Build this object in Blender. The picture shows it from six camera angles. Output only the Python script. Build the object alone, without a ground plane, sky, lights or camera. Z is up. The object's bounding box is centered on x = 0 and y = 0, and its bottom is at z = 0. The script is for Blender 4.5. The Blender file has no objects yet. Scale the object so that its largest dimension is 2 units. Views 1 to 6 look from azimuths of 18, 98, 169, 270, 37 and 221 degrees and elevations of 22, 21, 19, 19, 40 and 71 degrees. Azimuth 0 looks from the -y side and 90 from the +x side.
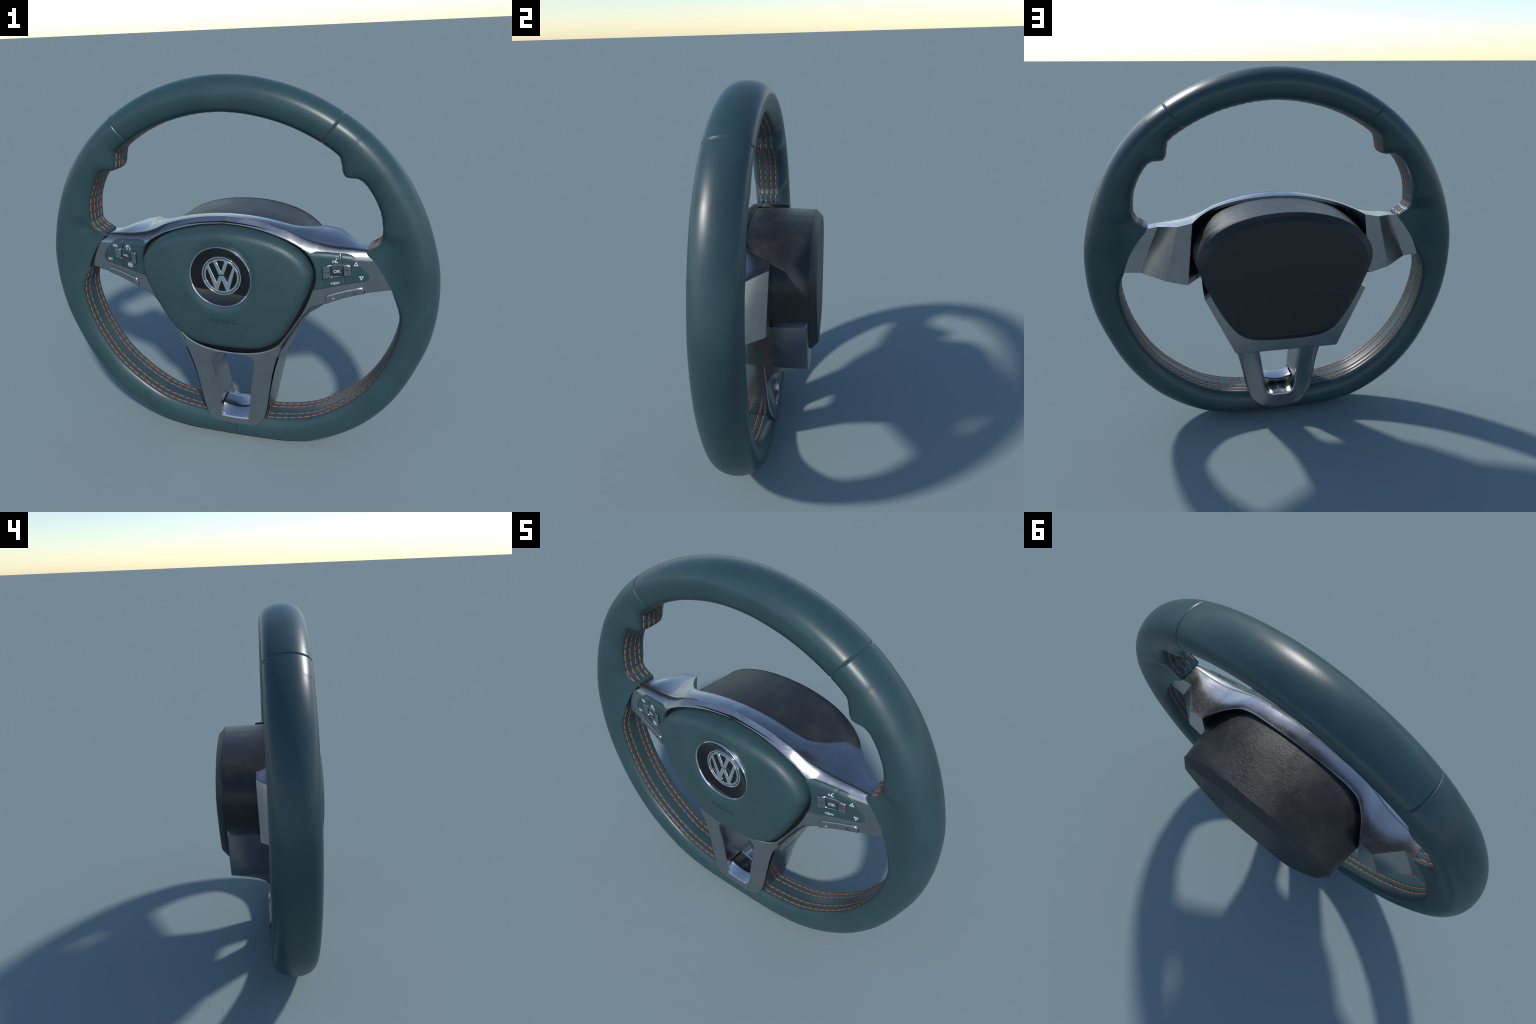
"""Flat-bottomed leather steering wheel, built part by part (metres, z up, wheel faces -y)."""
import bpy, bmesh, math, random
import numpy as np
from mathutils import Vector, Matrix
from mathutils.geometry import delaunay_2d_cdt

random.seed(7)
rng = np.random.default_rng(7)
YC = -0.083                       # mid plane of the rim


# ------------------------------------------------------------------ helpers
def spline(pts, n=10, closed=False):
    """Centripetal-ish Catmull-Rom through the control points, n samples per span."""
    P = [np.array(p, float) for p in pts]
    N = len(P)
    out = []
    spans = N if closed else N - 1
    for i in range(spans):
        p1, p2 = P[i % N], P[(i + 1) % N]
        p0 = P[(i - 1) % N] if (closed or i > 0) else 2 * p1 - p2
        p3 = P[(i + 2) % N] if (closed or i + 2 < N) else 2 * p2 - p1
        d1 = np.linalg.norm(p2 - p1) + 1e-9
        d0 = np.linalg.norm(p1 - p0) + 1e-9
        d2 = np.linalg.norm(p3 - p2) + 1e-9
        m1 = ((p1 - p0) / d0 * d1 + (p2 - p1) / d1 * d0) / (d0 + d1) * d1
        m2 = ((p2 - p1) / d1 * d2 + (p3 - p2) / d2 * d1) / (d1 + d2) * d1
        for k in range(n):
            t = k / n
            out.append((2*t**3 - 3*t*t + 1)*p1 + (t**3 - 2*t*t + t)*m1
                       + (-2*t**3 + 3*t*t)*p2 + (t**3 - t*t)*m2)
    if not closed:
        out.append(P[-1])
    return np.array(out)


def resample(poly, step=None, n=None, closed=False):
    P = np.asarray(poly, float)
    if closed:
        P = np.vstack([P, P[:1]])
    d = np.r_[0, np.cumsum(np.linalg.norm(np.diff(P, axis=0), axis=1))]
    if n is None:
        n = max(4, int(round(d[-1] / step)))
    s = np.linspace(0, d[-1], n + 1)
    if closed:
        s = s[:-1]
    return np.stack([np.interp(s, d, P[:, k]) for k in range(P.shape[1])], 1)


def mirror_loop(half):
    """half: points from the x=0 top to the x=0 bottom on the +x side -> closed loop."""
    h = np.asarray(half, float)
    m = h[::-1].copy()
    m[:, 0] *= -1
    if abs(h[-1, 0]) < 1e-6:
        m = m[1:]
    if abs(h[0, 0]) < 1e-6:
        m = m[:-1]
    return np.vstack([h, m])


def inside(poly, pts):
    x, y = pts[:, 0], pts[:, 1]
    r = np.zeros(len(pts), bool)
    a = poly
    b = np.roll(poly, -1, 0)
    for (x1, y1), (x2, y2) in zip(a, b):
        if y1 == y2:
            continue
        c = ((y1 > y) != (y2 > y)) & (x < (x2 - x1) * (y - y1) / (y2 - y1) + x1)
        r ^= c
    return r


def dist(poly, pts, closed=True):
    a = np.asarray(poly, float)
    b = np.roll(a, -1, 0)
    if not closed:
        a, b = a[:-1], b[:-1]
    best = np.full(len(pts), 9e9)
    for p, q in zip(a, b):
        d = q - p
        t = np.clip(((pts - p) @ d) / (d @ d + 1e-15), 0, 1)
        best = np.minimum(best, np.linalg.norm(pts - (p + t[:, None] * d), axis=1))
    return best


def offset_loop(poly, d):
    """Shift a closed loop along its inward normal (d>0 shrinks)."""
    P = np.asarray(poly, float)
    t = np.roll(P, -1, 0) - np.roll(P, 1, 0)
    t /= np.linalg.norm(t, axis=1)[:, None] + 1e-12
    area = 0.5*np.sum(P[:, 0]*np.roll(P[:, 1], -1) - np.roll(P[:, 0], -1)*P[:, 1])
    n = np.stack([-t[:, 1], t[:, 0]], 1) * (1 if area > 0 else -1)
    return P + n * d


ROOT = None


def make(name, verts, faces, mat, parent=None, angle=35, smooth=True):
    me = bpy.data.meshes.new(name)
    me.from_pydata([tuple(map(float, v)) for v in verts], [], [tuple(int(i) for i in f) for f in faces])
    me.validate()
    bm = bmesh.new()
    bm.from_mesh(me)
    bmesh.ops.remove_doubles(bm, verts=bm.verts, dist=1e-6)
    bmesh.ops.recalc_face_normals(bm, faces=bm.faces)
    bm.to_mesh(me)
    bm.free()
    if smooth:
        me.polygons.foreach_set('use_smooth', [True]*len(me.polygons))
        me.set_sharp_from_angle(angle=math.radians(angle))
    ob = bpy.data.objects.new(name, me)
    bpy.context.scene.collection.objects.link(ob)
    if mat:
        me.materials.append(mat)
    ob.parent = parent or ROOT
    return ob


def copy_of(ob, matrix, parent=None):
    o = ob.copy()
    bpy.context.scene.collection.objects.link(o)
    o.parent = parent or ob.parent
    o.matrix_local = matrix
    return o


def bevelled(ob, width, segments=2, angle=30):
    bm = bmesh.new()
    bm.from_mesh(ob.data)
    ed = [e for e in bm.edges if len(e.link_faces) == 2 and e.calc_face_angle(0) > math.radians(angle)]
    bmesh.ops.bevel(bm, geom=ed, offset=width, segments=segments, affect='EDGES', profile=0.6, clamp_overlap=True)
    bm.to_mesh(ob.data)
    bm.free()
    ob.data.polygons.foreach_set('use_smooth', [True]*len(ob.data.polygons))
    ob.data.set_sharp_from_angle(angle=math.radians(40))
    return ob


def tessellate(outer, holes, grid, rings):
    """Constrained triangulation of a region (x,z) with graded points near its edges."""
    loops = [np.asarray(outer)] + [np.asarray(h) for h in holes]
    pts, edges = [], []
    for L in loops:
        b = len(pts)
        pts += [tuple(p) for p in L]
        edges += [(b+i, b+(i+1) % len(L)) for i in range(len(L))]
    nb = len(pts)
    extra = []
    for k, L in enumerate(loops):
        for r in rings:
            extra.append(offset_loop(L, r if k == 0 else -r))
    lo, hi = loops[0].min(0), loops[0].max(0)
    gx, gz = np.meshgrid(np.arange(lo[0], hi[0], grid), np.arange(lo[1], hi[1], grid))
    gz = gz.copy()
    gx[1::2] += grid/2
    g = np.stack([gx.ravel(), gz.ravel()], 1)
    keep = inside(loops[0], g)
    dd = dist(loops[0], g)
    for h in loops[1:]:
        keep &= ~inside(h, g)
        dd = np.minimum(dd, dist(h, g))
    g = g[keep & (dd > (max(rings) if rings else 0) + grid*0.45)]
    cand = [g]
    for k, e in enumerate(extra):
        ok = inside(loops[0], e)
        de = dist(loops[0], e)
        for h in loops[1:]:
            ok &= ~inside(h, e)
            de = np.minimum(de, dist(h, e))
        r = rings[k % len(rings)]
        cand.append(e[ok & (de > r*0.93)])
    pts += [tuple(p) for c in cand for p in c]
    V, Ed, F, ov, oe, of = delaunay_2d_cdt([Vector(p) for p in pts], edges, [], 0, 1e-7)
    V = np.array([(v.x, v.y) for v in V])
    F = np.array([f for f in F if len(f) == 3])
    cen = V[F].mean(1)
    ok = inside(loops[0], cen)
    for h in loops[1:]:
        ok &= ~inside(h, cen)
    return V, F[ok]


def relief(name, outer, holes, front, back, mat, parent=None, grid=0.02, rings=(0.003, 0.008, 0.016), angle=35):
    """Solid between a front surface y=front(x,z,dist) and a back surface y=back(x,z)."""
    V, F = tessellate(outer, holes, grid, rings)
    d = dist(np.asarray(outer), V)
    for h in holes:
        d = np.minimum(d, dist(np.asarray(h), V))
    yf = front(V[:, 0], V[:, 1], d)
    yb = back(V[:, 0], V[:, 1])
    n = len(V)
    vf = np.stack([V[:, 0], yf, V[:, 1]], 1)
    vb = np.stack([V[:, 0], yb, V[:, 1]], 1)
    faces = [tuple(f) for f in F] + [tuple(f[::-1] + n) for f in F]
    cnt = {}
    for f in F:
        for a, b in ((f[0], f[1]), (f[1], f[2]), (f[2], f[0])):
            k = (min(a, b), max(a, b))
            cnt[k] = None if k in cnt else (a, b)
    for e in cnt.values():
        if e:
            a, b = e
            faces.append((a, a+n, b+n, b))
    return make(name, np.vstack([vf, vb]), faces, mat, parent, angle)


def loft(name, rings, mat, parent=None, closed=True, cap0=False, cap1=False, angle=35):
    verts = np.vstack(rings)
    m = len(rings[0])
    faces = []
    for i in range(len(rings)-1):
        for j in range(m if closed else m-1):
            a, b = i*m+j, i*m+(j+1) % m
            faces.append((a, b, b+m, a+m))
    if cap0:
        faces.append(tuple(range(m))[::-1])
    if cap1:
        faces.append(tuple(range((len(rings)-1)*m, len(rings)*m)))
    return make(name, verts, faces, mat, parent, angle)


def smooth01(t):
    t = np.clip(t, 0, 1)
    return t*t*(3-2*t)


# ---------------------------------------------------------------- materials
def new_mat(name):
    m = bpy.data.materials.new(name)
    m.use_nodes = True
    nt = m.node_tree
    b = nt.nodes['Principled BSDF']
    return m, nt, b


def N(nt, kind, **kw):
    n = nt.nodes.new(kind)
    for k, v in kw.items():
        if k in n.inputs:
            n.inputs[k].default_value = v
        else:
            setattr(n, k, v)
    return n


def ramp(nt, fac, stops):
    r = nt.nodes.new('ShaderNodeValToRGB')
    e = r.color_ramp.elements
    while len(e) < len(stops):
        e.new(0.5)
    for el, (p, c) in zip(e, stops):
        el.position = p
        el.color = (*c, 1) if len(c) == 3 else c
    nt.links.new(fac, r.inputs['Fac'])
    return r


def leather(name, col, rough, bump, scale, coat=0.0):
    m, nt, b = new_mat(name)
    tc = N(nt, 'ShaderNodeTexCoord')
    big = N(nt, 'ShaderNodeTexNoise', Scale=7.0, Detail=4.0)
    nt.links.new(tc.outputs['Object'], big.inputs['Vector'])
    r = ramp(nt, big.outputs['Fac'], [(0.3, tuple(c*0.90 for c in col)), (0.7, tuple(c*1.08 for c in col))])
    nt.links.new(r.outputs['Color'], b.inputs['Base Color'])
    rr = N(nt, 'ShaderNodeMapRange')
    rr.inputs['To Min'].default_value = rough-0.04
    rr.inputs['To Max'].default_value = rough+0.05
    nt.links.new(big.outputs['Fac'], rr.inputs['Value'])
    nt.links.new(rr.outputs['Result'], b.inputs['Roughness'])
    v = N(nt, 'ShaderNodeTexVoronoi', Scale=scale)
    v.feature = 'DISTANCE_TO_EDGE'
    warp = N(nt, 'ShaderNodeTexNoise', Scale=scale*0.5, Detail=3.0)
    nt.links.new(tc.outputs['Object'], warp.inputs['Vector'])
    mix = N(nt, 'ShaderNodeMix', data_type='VECTOR')
    mix.inputs['Factor'].default_value = 0.03
    nt.links.new(tc.outputs['Object'], mix.inputs[4])
    nt.links.new(warp.outputs['Color'], mix.inputs[5])
    nt.links.new(mix.outputs[1], v.inputs['Vector'])
    vr = N(nt, 'ShaderNodeMapRange')
    vr.inputs['From Max'].default_value = 0.25
    nt.links.new(v.outputs['Distance'], vr.inputs['Value'])
    bp = N(nt, 'ShaderNodeBump', Strength=bump, Distance=0.002)
    nt.links.new(vr.outputs['Result'], bp.inputs['Height'])
    nt.links.new(bp.outputs['Normal'], b.inputs['Normal'])
    b.inputs['Coat Weight'].default_value = coat
    return m


def metal(name, col, rough, metallic=1.0, var=0.08):
    m, nt, b = new_mat(name)
    tc = N(nt, 'ShaderNodeTexCoord')
    n1 = N(nt, 'ShaderNodeTexNoise', Scale=9.0, Detail=6.0, Roughness=0.65)
    nt.links.new(tc.outputs['Object'], n1.inputs['Vector'])
    n2 = N(nt, 'ShaderNodeTexNoise', Scale=160.0, Detail=2.0)
    nt.links.new(tc.outputs['Object'], n2.inputs['Vector'])
    mp = N(nt, 'ShaderNodeMapping')
    mp.inputs['Scale'].default_value = (4, 30, 60)
    mp.inputs['Rotation'].default_value = (0.3, 0.7, 0.4)
    nt.links.new(tc.outputs['Object'], mp.inputs['Vector'])
    sc = N(nt, 'ShaderNodeTexNoise', Scale=3.0, Detail=5.0)
    nt.links.new(mp.outputs['Vector'], sc.inputs['Vector'])
    r = ramp(nt, n1.outputs['Fac'], [(0.3, tuple(c*0.93 for c in col)), (0.72, tuple(min(1, c*1.07) for c in col))])
    nt.links.new(r.outputs['Color'], b.inputs['Base Color'])
    b.inputs['Metallic'].default_value = metallic
    add = N(nt, 'ShaderNodeMath', operation='ADD')
    nt.links.new(n1.outputs['Fac'], add.inputs[0])
    nt.links.new(sc.outputs['Fac'], add.inputs[1])
    rr = N(nt, 'ShaderNodeMapRange')
    rr.inputs['From Min'].default_value = 0.6
    rr.inputs['From Max'].default_value = 1.4
    rr.inputs['To Min'].default_value = max(0.02, rough-var)
    rr.inputs['To Max'].default_value = rough+var
    nt.links.new(add.outputs[0], rr.inputs['Value'])
    nt.links.new(rr.outputs['Result'], b.inputs['Roughness'])
    bp = N(nt, 'ShaderNodeBump', Strength=0.008, Distance=0.001)
    nt.links.new(n2.outputs['Fac'], bp.inputs['Height'])
    nt.links.new(bp.outputs['Normal'], b.inputs['Normal'])
    return m


def plain(name, col, rough, metallic=0.0, spec=0.5):
    m, nt, b = new_mat(name)
    tc = N(nt, 'ShaderNodeTexCoord')
    n1 = N(nt, 'ShaderNodeTexNoise', Scale=40.0, Detail=3.0)
    nt.links.new(tc.outputs['Object'], n1.inputs['Vector'])
    r = ramp(nt, n1.outputs['Fac'], [(0.3, tuple(c*0.95 for c in col)), (0.7, tuple(min(1, c*1.05) for c in col))])
    nt.links.new(r.outputs['Color'], b.inputs['Base Color'])
    b.inputs['Roughness'].default_value = rough
    b.inputs['Metallic'].default_value = metallic
    b.inputs['Specular IOR Level'].default_value = spec
    return m


def worn_plastic(name):
    """Black moulded plastic, hide-grained, with dusty rubbed patches."""
    m, nt, b = new_mat(name)
    tc = N(nt, 'ShaderNodeTexCoord')
    n1 = N(nt, 'ShaderNodeTexNoise', Scale=5.0, Detail=8.0, Roughness=0.7)
    nt.links.new(tc.outputs['Object'], n1.inputs['Vector'])
    r = ramp(nt, n1.outputs['Fac'], [(0.36, (0.010, 0.0115, 0.013)), (0.52, (0.017, 0.018, 0.019)), (0.66, (0.036, 0.034, 0.032))])
    nt.links.new(r.outputs['Color'], b.inputs['Base Color'])
    rr = N(nt, 'ShaderNodeMapRange')
    rr.inputs['From Min'].default_value = 0.3
    rr.inputs['From Max'].default_value = 0.75
    rr.inputs['To Min'].default_value = 0.33
    rr.inputs['To Max'].default_value = 0.52
    nt.links.new(n1.outputs['Fac'], rr.inputs['Value'])
    nt.links.new(rr.outputs['Result'], b.inputs['Roughness'])
    mp = N(nt, 'ShaderNodeMapping')
    mp.inputs['Scale'].default_value = (1.0, 2.2, 1.0)
    nt.links.new(tc.outputs['Object'], mp.inputs['Vector'])
    v = N(nt, 'ShaderNodeTexNoise', Scale=38.0, Detail=6.0, Roughness=0.62, Distortion=2.0)
    nt.links.new(mp.outputs['Vector'], v.inputs['Vector'])
    bp = N(nt, 'ShaderNodeBump', Strength=0.30, Distance=0.004)
    nt.links.new(v.outputs['Fac'], bp.inputs['Height'])
    nt.links.new(bp.outputs['Normal'], b.inputs['Normal'])
    return m


TEAL = (0.0225, 0.0540, 0.0625)
M_RIM = leather('rim_leather', TEAL, 0.35, 0.05, 150)
M_PAD = leather('airbag_leather', TEAL, 0.44, 0.17, 85)
M_BUTTON = leather('button_rubber', TEAL, 0.38, 0.05, 200)
M_KEY = plain('key_rubber', (0.016, 0.036, 0.042), 0.4)
M_DARKLETTER = plain('dark_teal_lettering', (0.010, 0.028, 0.033), 0.5)  # darker teal than the pad, for the thin letter strokes
M_METAL = metal('satin_metal', (0.36, 0.365, 0.375), 0.25, var=0.05)
M_CHROME = metal('chrome', (0.78, 0.79, 0.80), 0.08, var=0.03)
M_DARKCHROME = metal('smoked_chrome', (0.40, 0.40, 0.42), 0.14, var=0.05)
M_GLOSS = plain('black_gloss', (0.004, 0.004, 0.005), 0.03)
M_BLACK = plain('black_plastic', (0.006, 0.0065, 0.007), 0.6, spec=0.3)
M_HOUSING = worn_plastic('housing_plastic')
M_COVER = plain('cover_plastic', (0.0105, 0.0125, 0.014), 0.5)
M_STITCH = plain('orange_thread', (0.29, 0.088, 0.044), 0.6)
M_PRINT = plain('white_print', (0.62, 0.66, 0.66), 0.5)
M_DARKPRINT = plain('dark_print', (0.03, 0.03, 0.032), 0.5)

# ------------------------------------------------------------------ top level
ROOT = bpy.data.objects.new('steering_wheel', None)
bpy.context.scene.collection.objects.link(ROOT)
ROOT['label'] = 'flat-bottomed teal leather car steering wheel with satin metal spokes'
ROOT['category'] = 'steering wheel'


# ------------------------------------------------------------------ rim
# clock angle (deg from the top, same on both sides) -> radius about (0, 1)
OUT = [(0, .917), (12, .917), (25, .922), (37, .931), (47, .9425), (58, .954), (70, .965), (80, .979), (88, .994),
       (95, 1.003), (101, 1.0115), (109, 1.021), (116, 1.026), (122, 1.036), (128, 1.047), (134, 1.055), (141, 1.061),
       (148, 1.060), (155.6, 1.053), (160, 1.042), (165, 1.028), (171.5, 1.008), (176, 1.0005), (180, .9985)]
INN = [(0, .759), (12, .760), (24, .767), (37, .780), (41, .785), (43.2, .786), (45.5, .771), (48.7, .7465), (49.7, .745), (51, .757),
       (52.8, .783), (55.5, .796), (60, .799), (65, .796), (70, .783), (73, .772), (74.5, .765), (75.6, .754), (76.5, .740), (77.4, .712), (78.1, .688),
       (79.2, .688), (82.7, .712), (86.8, .743), (90.5, .771), (93.3, .790), (96.5, .810), (100, .837), (103.5, .854), (112, .873),
       (120, .886), (135, .901), (150, .899), (158, .886), (165, .870), (172, .856), (180, .850)]


def monotone(tab):
    x = np.array([t[0] for t in tab], float)
    y = np.array([t[1] for t in tab], float)
    h = np.diff(x)
    d = np.diff(y)/h
    m = np.zeros(len(x))
    m[0] = m[-1] = 0
    for i in range(1, len(x)-1):
        if d[i-1]*d[i] > 0:
            w1, w2 = 2*h[i]+h[i-1], h[i]+2*h[i-1]
            m[i] = (w1+w2)/(w1/d[i-1]+w2/d[i])

    def f(q):
        q = np.asarray(q, float)
        i = np.clip(np.searchsorted(x, q)-1, 0, len(h)-1)
        t = (q-x[i])/h[i]
        return ((2*t**3-3*t*t+1)*y[i]+(t**3-2*t*t+t)*h[i]*m[i]+(-2*t**3+3*t*t)*y[i+1]+(t**3-t*t)*h[i]*m[i+1])
    return f


r_out, r_in = monotone(OUT), monotone(INN)
SEAMS = (36.6, 180.0)


def sleeve(a):
    """1 where the leather runs out on to the side spokes."""
    return float(smooth01((a-72.0)/6.0)*(1-smooth01((a-92.0)/11.0)))


def hook(a):
    return float(smooth01((a-42)/4)*(1-smooth01((a-50)/4)))


def rows_at(a):
    """Offsets of the four stitch rows from the mid plane."""
    t = float(smooth01((a-90)/15))
    o, i = 0.047+0.015*t, 0.016+0.015*t
    return (-o, -i, i, o)


def band_half(a):
    return 0.056 + 0.013*float(smooth01((a-90)/15)) - 0.008*sleeve(a)


AY_FRONT, AY_REAR, AR = 0.104, 0.118, 0.080
TUBE = monotone([(0, .764), (37, .783), (60, .797), (72, .786), (86, .802), (100, .835), (112, .873), (120, .886), (135, .901), (150, .899), (165, .870), (180, .850)])


def smax(a_, b_, k):
    h = max(k-abs(a_-b_), 0)/k
    return max(a_, b_)+h*h*k*.25


def section(a):
    """Closed rim section at clock angle a: list of (radius, y)."""
    ro, ri = float(r_out(a)), float(r_in(a))
    tube = float(TUBE(a))
    q = sleeve(a)
    ar = min(AR, (ro-(tube*q+ri*(1-q)))*0.5)
    rc = ro-ar
    w = band_half(a)
    pts = []
    dip = 0.0
    for s in SEAMS:                                       # leather butt seams
        u_ = (a-s)*math.pi/180*ro
        dip += 0.0045*math.exp(-(u_/0.0042)**2)
    for k in range(33):                                   # outer half, back to front
        f = math.pi/2 - math.pi*k/32
        c, s_ = math.cos(f), math.sin(f)
        ay = (AY_REAR if s_ > 0 else AY_FRONT)-dip
        pts.append((rc+(ar-dip)*abs(c)**.93, YC+ay*math.copysign(abs(s_)**0.97, s_)))
    L = rc-ri
    L0 = rc-tube

    def flank(k, ay, wt):
        t = math.sin(math.pi/2*k/26)
        plain_ = w+(ay-w)*math.cos(math.pi/2*k/26)
        r = rc-L*t
        e = (rc-r)/L0
        tube_y = .025+(ay-.025)*math.cos(math.pi/2*min(e/(1.15+.40*float(smooth01((a-74)/10))), 1))**1.15
        tongue = smax(tube_y, wt, .05)
        return r+dip*t, plain_*(1-q)+tongue*q
    for k in range(1, 27):                                # front flank
        r, y = flank(k, AY_FRONT-dip, .057)
        pts.append((r, YC-y))
    yf_, yr_ = flank(26, AY_FRONT-dip, .057)[1], flank(26, AY_REAR-dip, .064)[1]
    rows = rows_at(a)
    for k in range(1, 48):                                # inner band with sunk stitch rows
        y = -yf_+(yf_+yr_)*k/48
        dg = sum(0.0030*math.exp(-((y-ry)/0.0048)**2) for ry in rows)
        e_ = min(1, abs(y)/w)
        pts.append((ri+dip-0.004*(1-e_**2)+dg, YC+y))
    for k in range(26, 0, -1):                            # rear flank
        r, y = flank(k, AY_REAR-dip, .064)
        pts.append((r, YC+y))
    return pts


def clock_samples(a0, a1):
    s, a = [], a0
    while a < a1-1e-6:
        s.append(a)
        step = 1.0
        if 41 < a < 57 or 72 < a < 80:
            step = 0.4
        if min(abs(a-q) for q in SEAMS) < 1.2:
            step = 0.1
        a += step
    s.append(a1)
    return s


def rim_piece(spans):
    rings = []
    for side, a in spans:
        ca, sa = math.cos(math.radians(a)), math.sin(math.radians(a))
        rings.append([(side*r*sa, y, 1+r*ca) for r, y in section(a)])
    return loft('rim_cover', [np.array(r) for r in rings], M_RIM, angle=60)


top = [(-1, a) for a in clock_samples(0, 36.6)[::-1]] + [(1, a) for a in clock_samples(0, 36.6)[1:]]
rim_piece(top)
for s in (1, -1):
    rim_piece([(s, a) for a in clock_samples(36.6, 180)])


# stitches -------------------------------------------------------------
def stitch_mesh(length, wid):
    V, F = [], []
    n, m = 7, 8
    for i in range(n):
        t = i/(n-1)
        x = (t-0.5)*length
        r = (1-(2*t-1)**4)**0.5
        r = max(r, 0.12)
        for j in range(m):
            an = 2*math.pi*j/m
            V.append((x, wid*0.5*r*math.cos(an), wid*0.42*r*math.sin(an)))
    for i in range(n-1):
        for j in range(m):
            a, b = i*m+j, i*m+(j+1) % m
            F.append((a, b, b+m, a+m))
    F.append(tuple(range(m))[::-1])
    F.append(tuple(range((n-1)*m, n*m)))
    return V, F


PITCH = 0.0405
stitch0 = make('stitch', *stitch_mesh(0.0375, 0.0092), M_STITCH, angle=80)
first = True
loose_v, loose_f = [], []


def row_curve(side, row, a0, a1):
    aa = np.linspace(a0, a1, 500)
    P = []
    for a in aa:
        r = float(r_in(a))+0.0012 - 0.004*(1-(rows_at(a)[row]/band_half(a))**2) + .0012
        P.append((side*r*math.sin(math.radians(a)), YC+rows_at(a)[row], 1+r*math.cos(math.radians(a))))
    return np.array(P)


sv, sf = stitch_mesh(0.0375, 0.0076)
named = 0
for row in (0, 3, 1, 2):
    spans = [(1, 0.6, 78.3), (-1, 0.6, 78.3), (1, 93.0, 169.5), (-1, 93.0, 169.5)]
    for side, a0, a1 in spans:
        C = row_curve(side, row, a0, a1)
        d = np.r_[0, np.cumsum(np.linalg.norm(np.diff(C, axis=0), axis=1))]
        k = int(d[-1]/PITCH)
        off = (d[-1]-k*PITCH)/2
        for i in range(k):
            s = off+(i+0.5)*PITCH + random.uniform(-.001, .001)
            p = np.array([np.interp(s, d, C[:, j]) for j in range(3)])
            p2 = np.array([np.interp(s+0.008, d, C[:, j]) for j in range(3)])
            p1 = np.array([np.interp(s-0.008, d, C[:, j]) for j in range(3)])
            t = Vector(p2-p1).normalized()
            yv = Vector((0, 1, 0))
            yv = (yv - t*yv.dot(t)).normalized()
            ang = random.uniform(-.05, .05)
            t2 = (t*math.cos(ang)+yv*math.sin(ang)).normalized()
            y2 = (yv - t2*yv.dot(t2)).normalized()
            z2 = t2.cross(y2)
            Mx = Matrix((t2, y2, z2)).transposed().to_4x4()
            Mx.translation = Vector(p)
            if row in (0, 3) and named < 300:
                if first:
                    stitch0.matrix_local = Mx
                    first = False
                else:
                    copy_of(stitch0, Mx, ROOT)
                named += 1
            else:
                b = len(loose_v)
                loose_v += [tuple(Mx @ Vector(v)) for v in sv]
                loose_f += [tuple(q+b for q in f) for f in sf]
st = make('stitching', loose_v, loose_f, M_STITCH, angle=80)
st['kind'] = 'stuff'

# ------------------------------------------------------------------ frame curves
OPEN_H = [(0, 1.2470), (.105, 1.2370), (.186, 1.2235), (.262, 1.203), (.33, 1.176), (.385, 1.143), (.418, 1.103), (.434, 1.063),
          (.4395, 1.022), (.4355, .977), (.425, .943), (.399, .878), (.366, .806), (.334, .745), (.293, .682), (.258, .634),
          (.218, .603), (.155, .575), (.08, .559), (0, .553)]
OPEN = resample(mirror_loop(spline(OPEN_H, 8)), step=0.007, closed=True)
GROOVE = [(0, -.150, 1.277), (.1, -.150, 1.270), (.175, -.150, 1.2575), (.25, -.150, 1.240), (.32, -.148, 1.2185),
          (.39, -.138, 1.188), (.46, -.123, 1.167), (.53, -.115, 1.155), (.60, -.112, 1.148), (.668, -.112, 1.139), (.686, -.110, 1.1365)]
GC = spline(GROOVE, 8)
SEAMEDGE = [(.686, 1.1365), (.718, 1.091), (.752, 1.041), (.780, .992), (.801, .953)]
LOWER = [(.801, .953), (.74, .944), (.668, .932), (.56, .903), (.485, .8725), (.442, .846), (.405, .806), (.365, .751), (.322, .684),
         (.285, .620), (.254, .570), (.222, .472), (.197, .345), (.171, .200), (.160, .165), (.138, .128), (.105, .111), (.05, .1075), (0, .107)]
half = np.vstack([GC[:, [0, 2]], np.array(SEAMEDGE)[1:-1], spline(LOWER, 8)])
FRAME = resample(mirror_loop(half), step=0.007, closed=True)
SLOT_H = [(0, .545), (.06, .5425), (.095, .536), (.116, .515), (.117, .49), (.108, .43), (.098, .365), (.085, .262), (.077, .19), (.070, .168), (.055, .1575), (0, .156)]
SLOT = resample(mirror_loop(spline(SLOT_H, 6)), step=0.006, closed=True)
TOPC = np.vstack([GC[::-1, [0, 2]]*[-1, 1], GC[1:, [0, 2]]])
LOWC = spline(LOWER, 8)
LOWC = np.vstack([LOWC*[-1, 1], LOWC[::-1]])
gx, gy = GC[:, 0], GC[:, 1]


def frame_base(x, z):
    a = np.abs(x)
    up = -0.187 + 0.165*np.clip(a-0.42, 0, None) + .011*(1-smooth01((a-.10)/.24))*smooth01((z-1.0)/.15)
    v = np.interp(z, [0, .1, .2, .4, .56, .64], [-.190, -.188, -.178, -.177, -.188, -.187])
    t = smooth01((z-0.56)/0.1)
    return v*(1-t)+up*t


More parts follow.
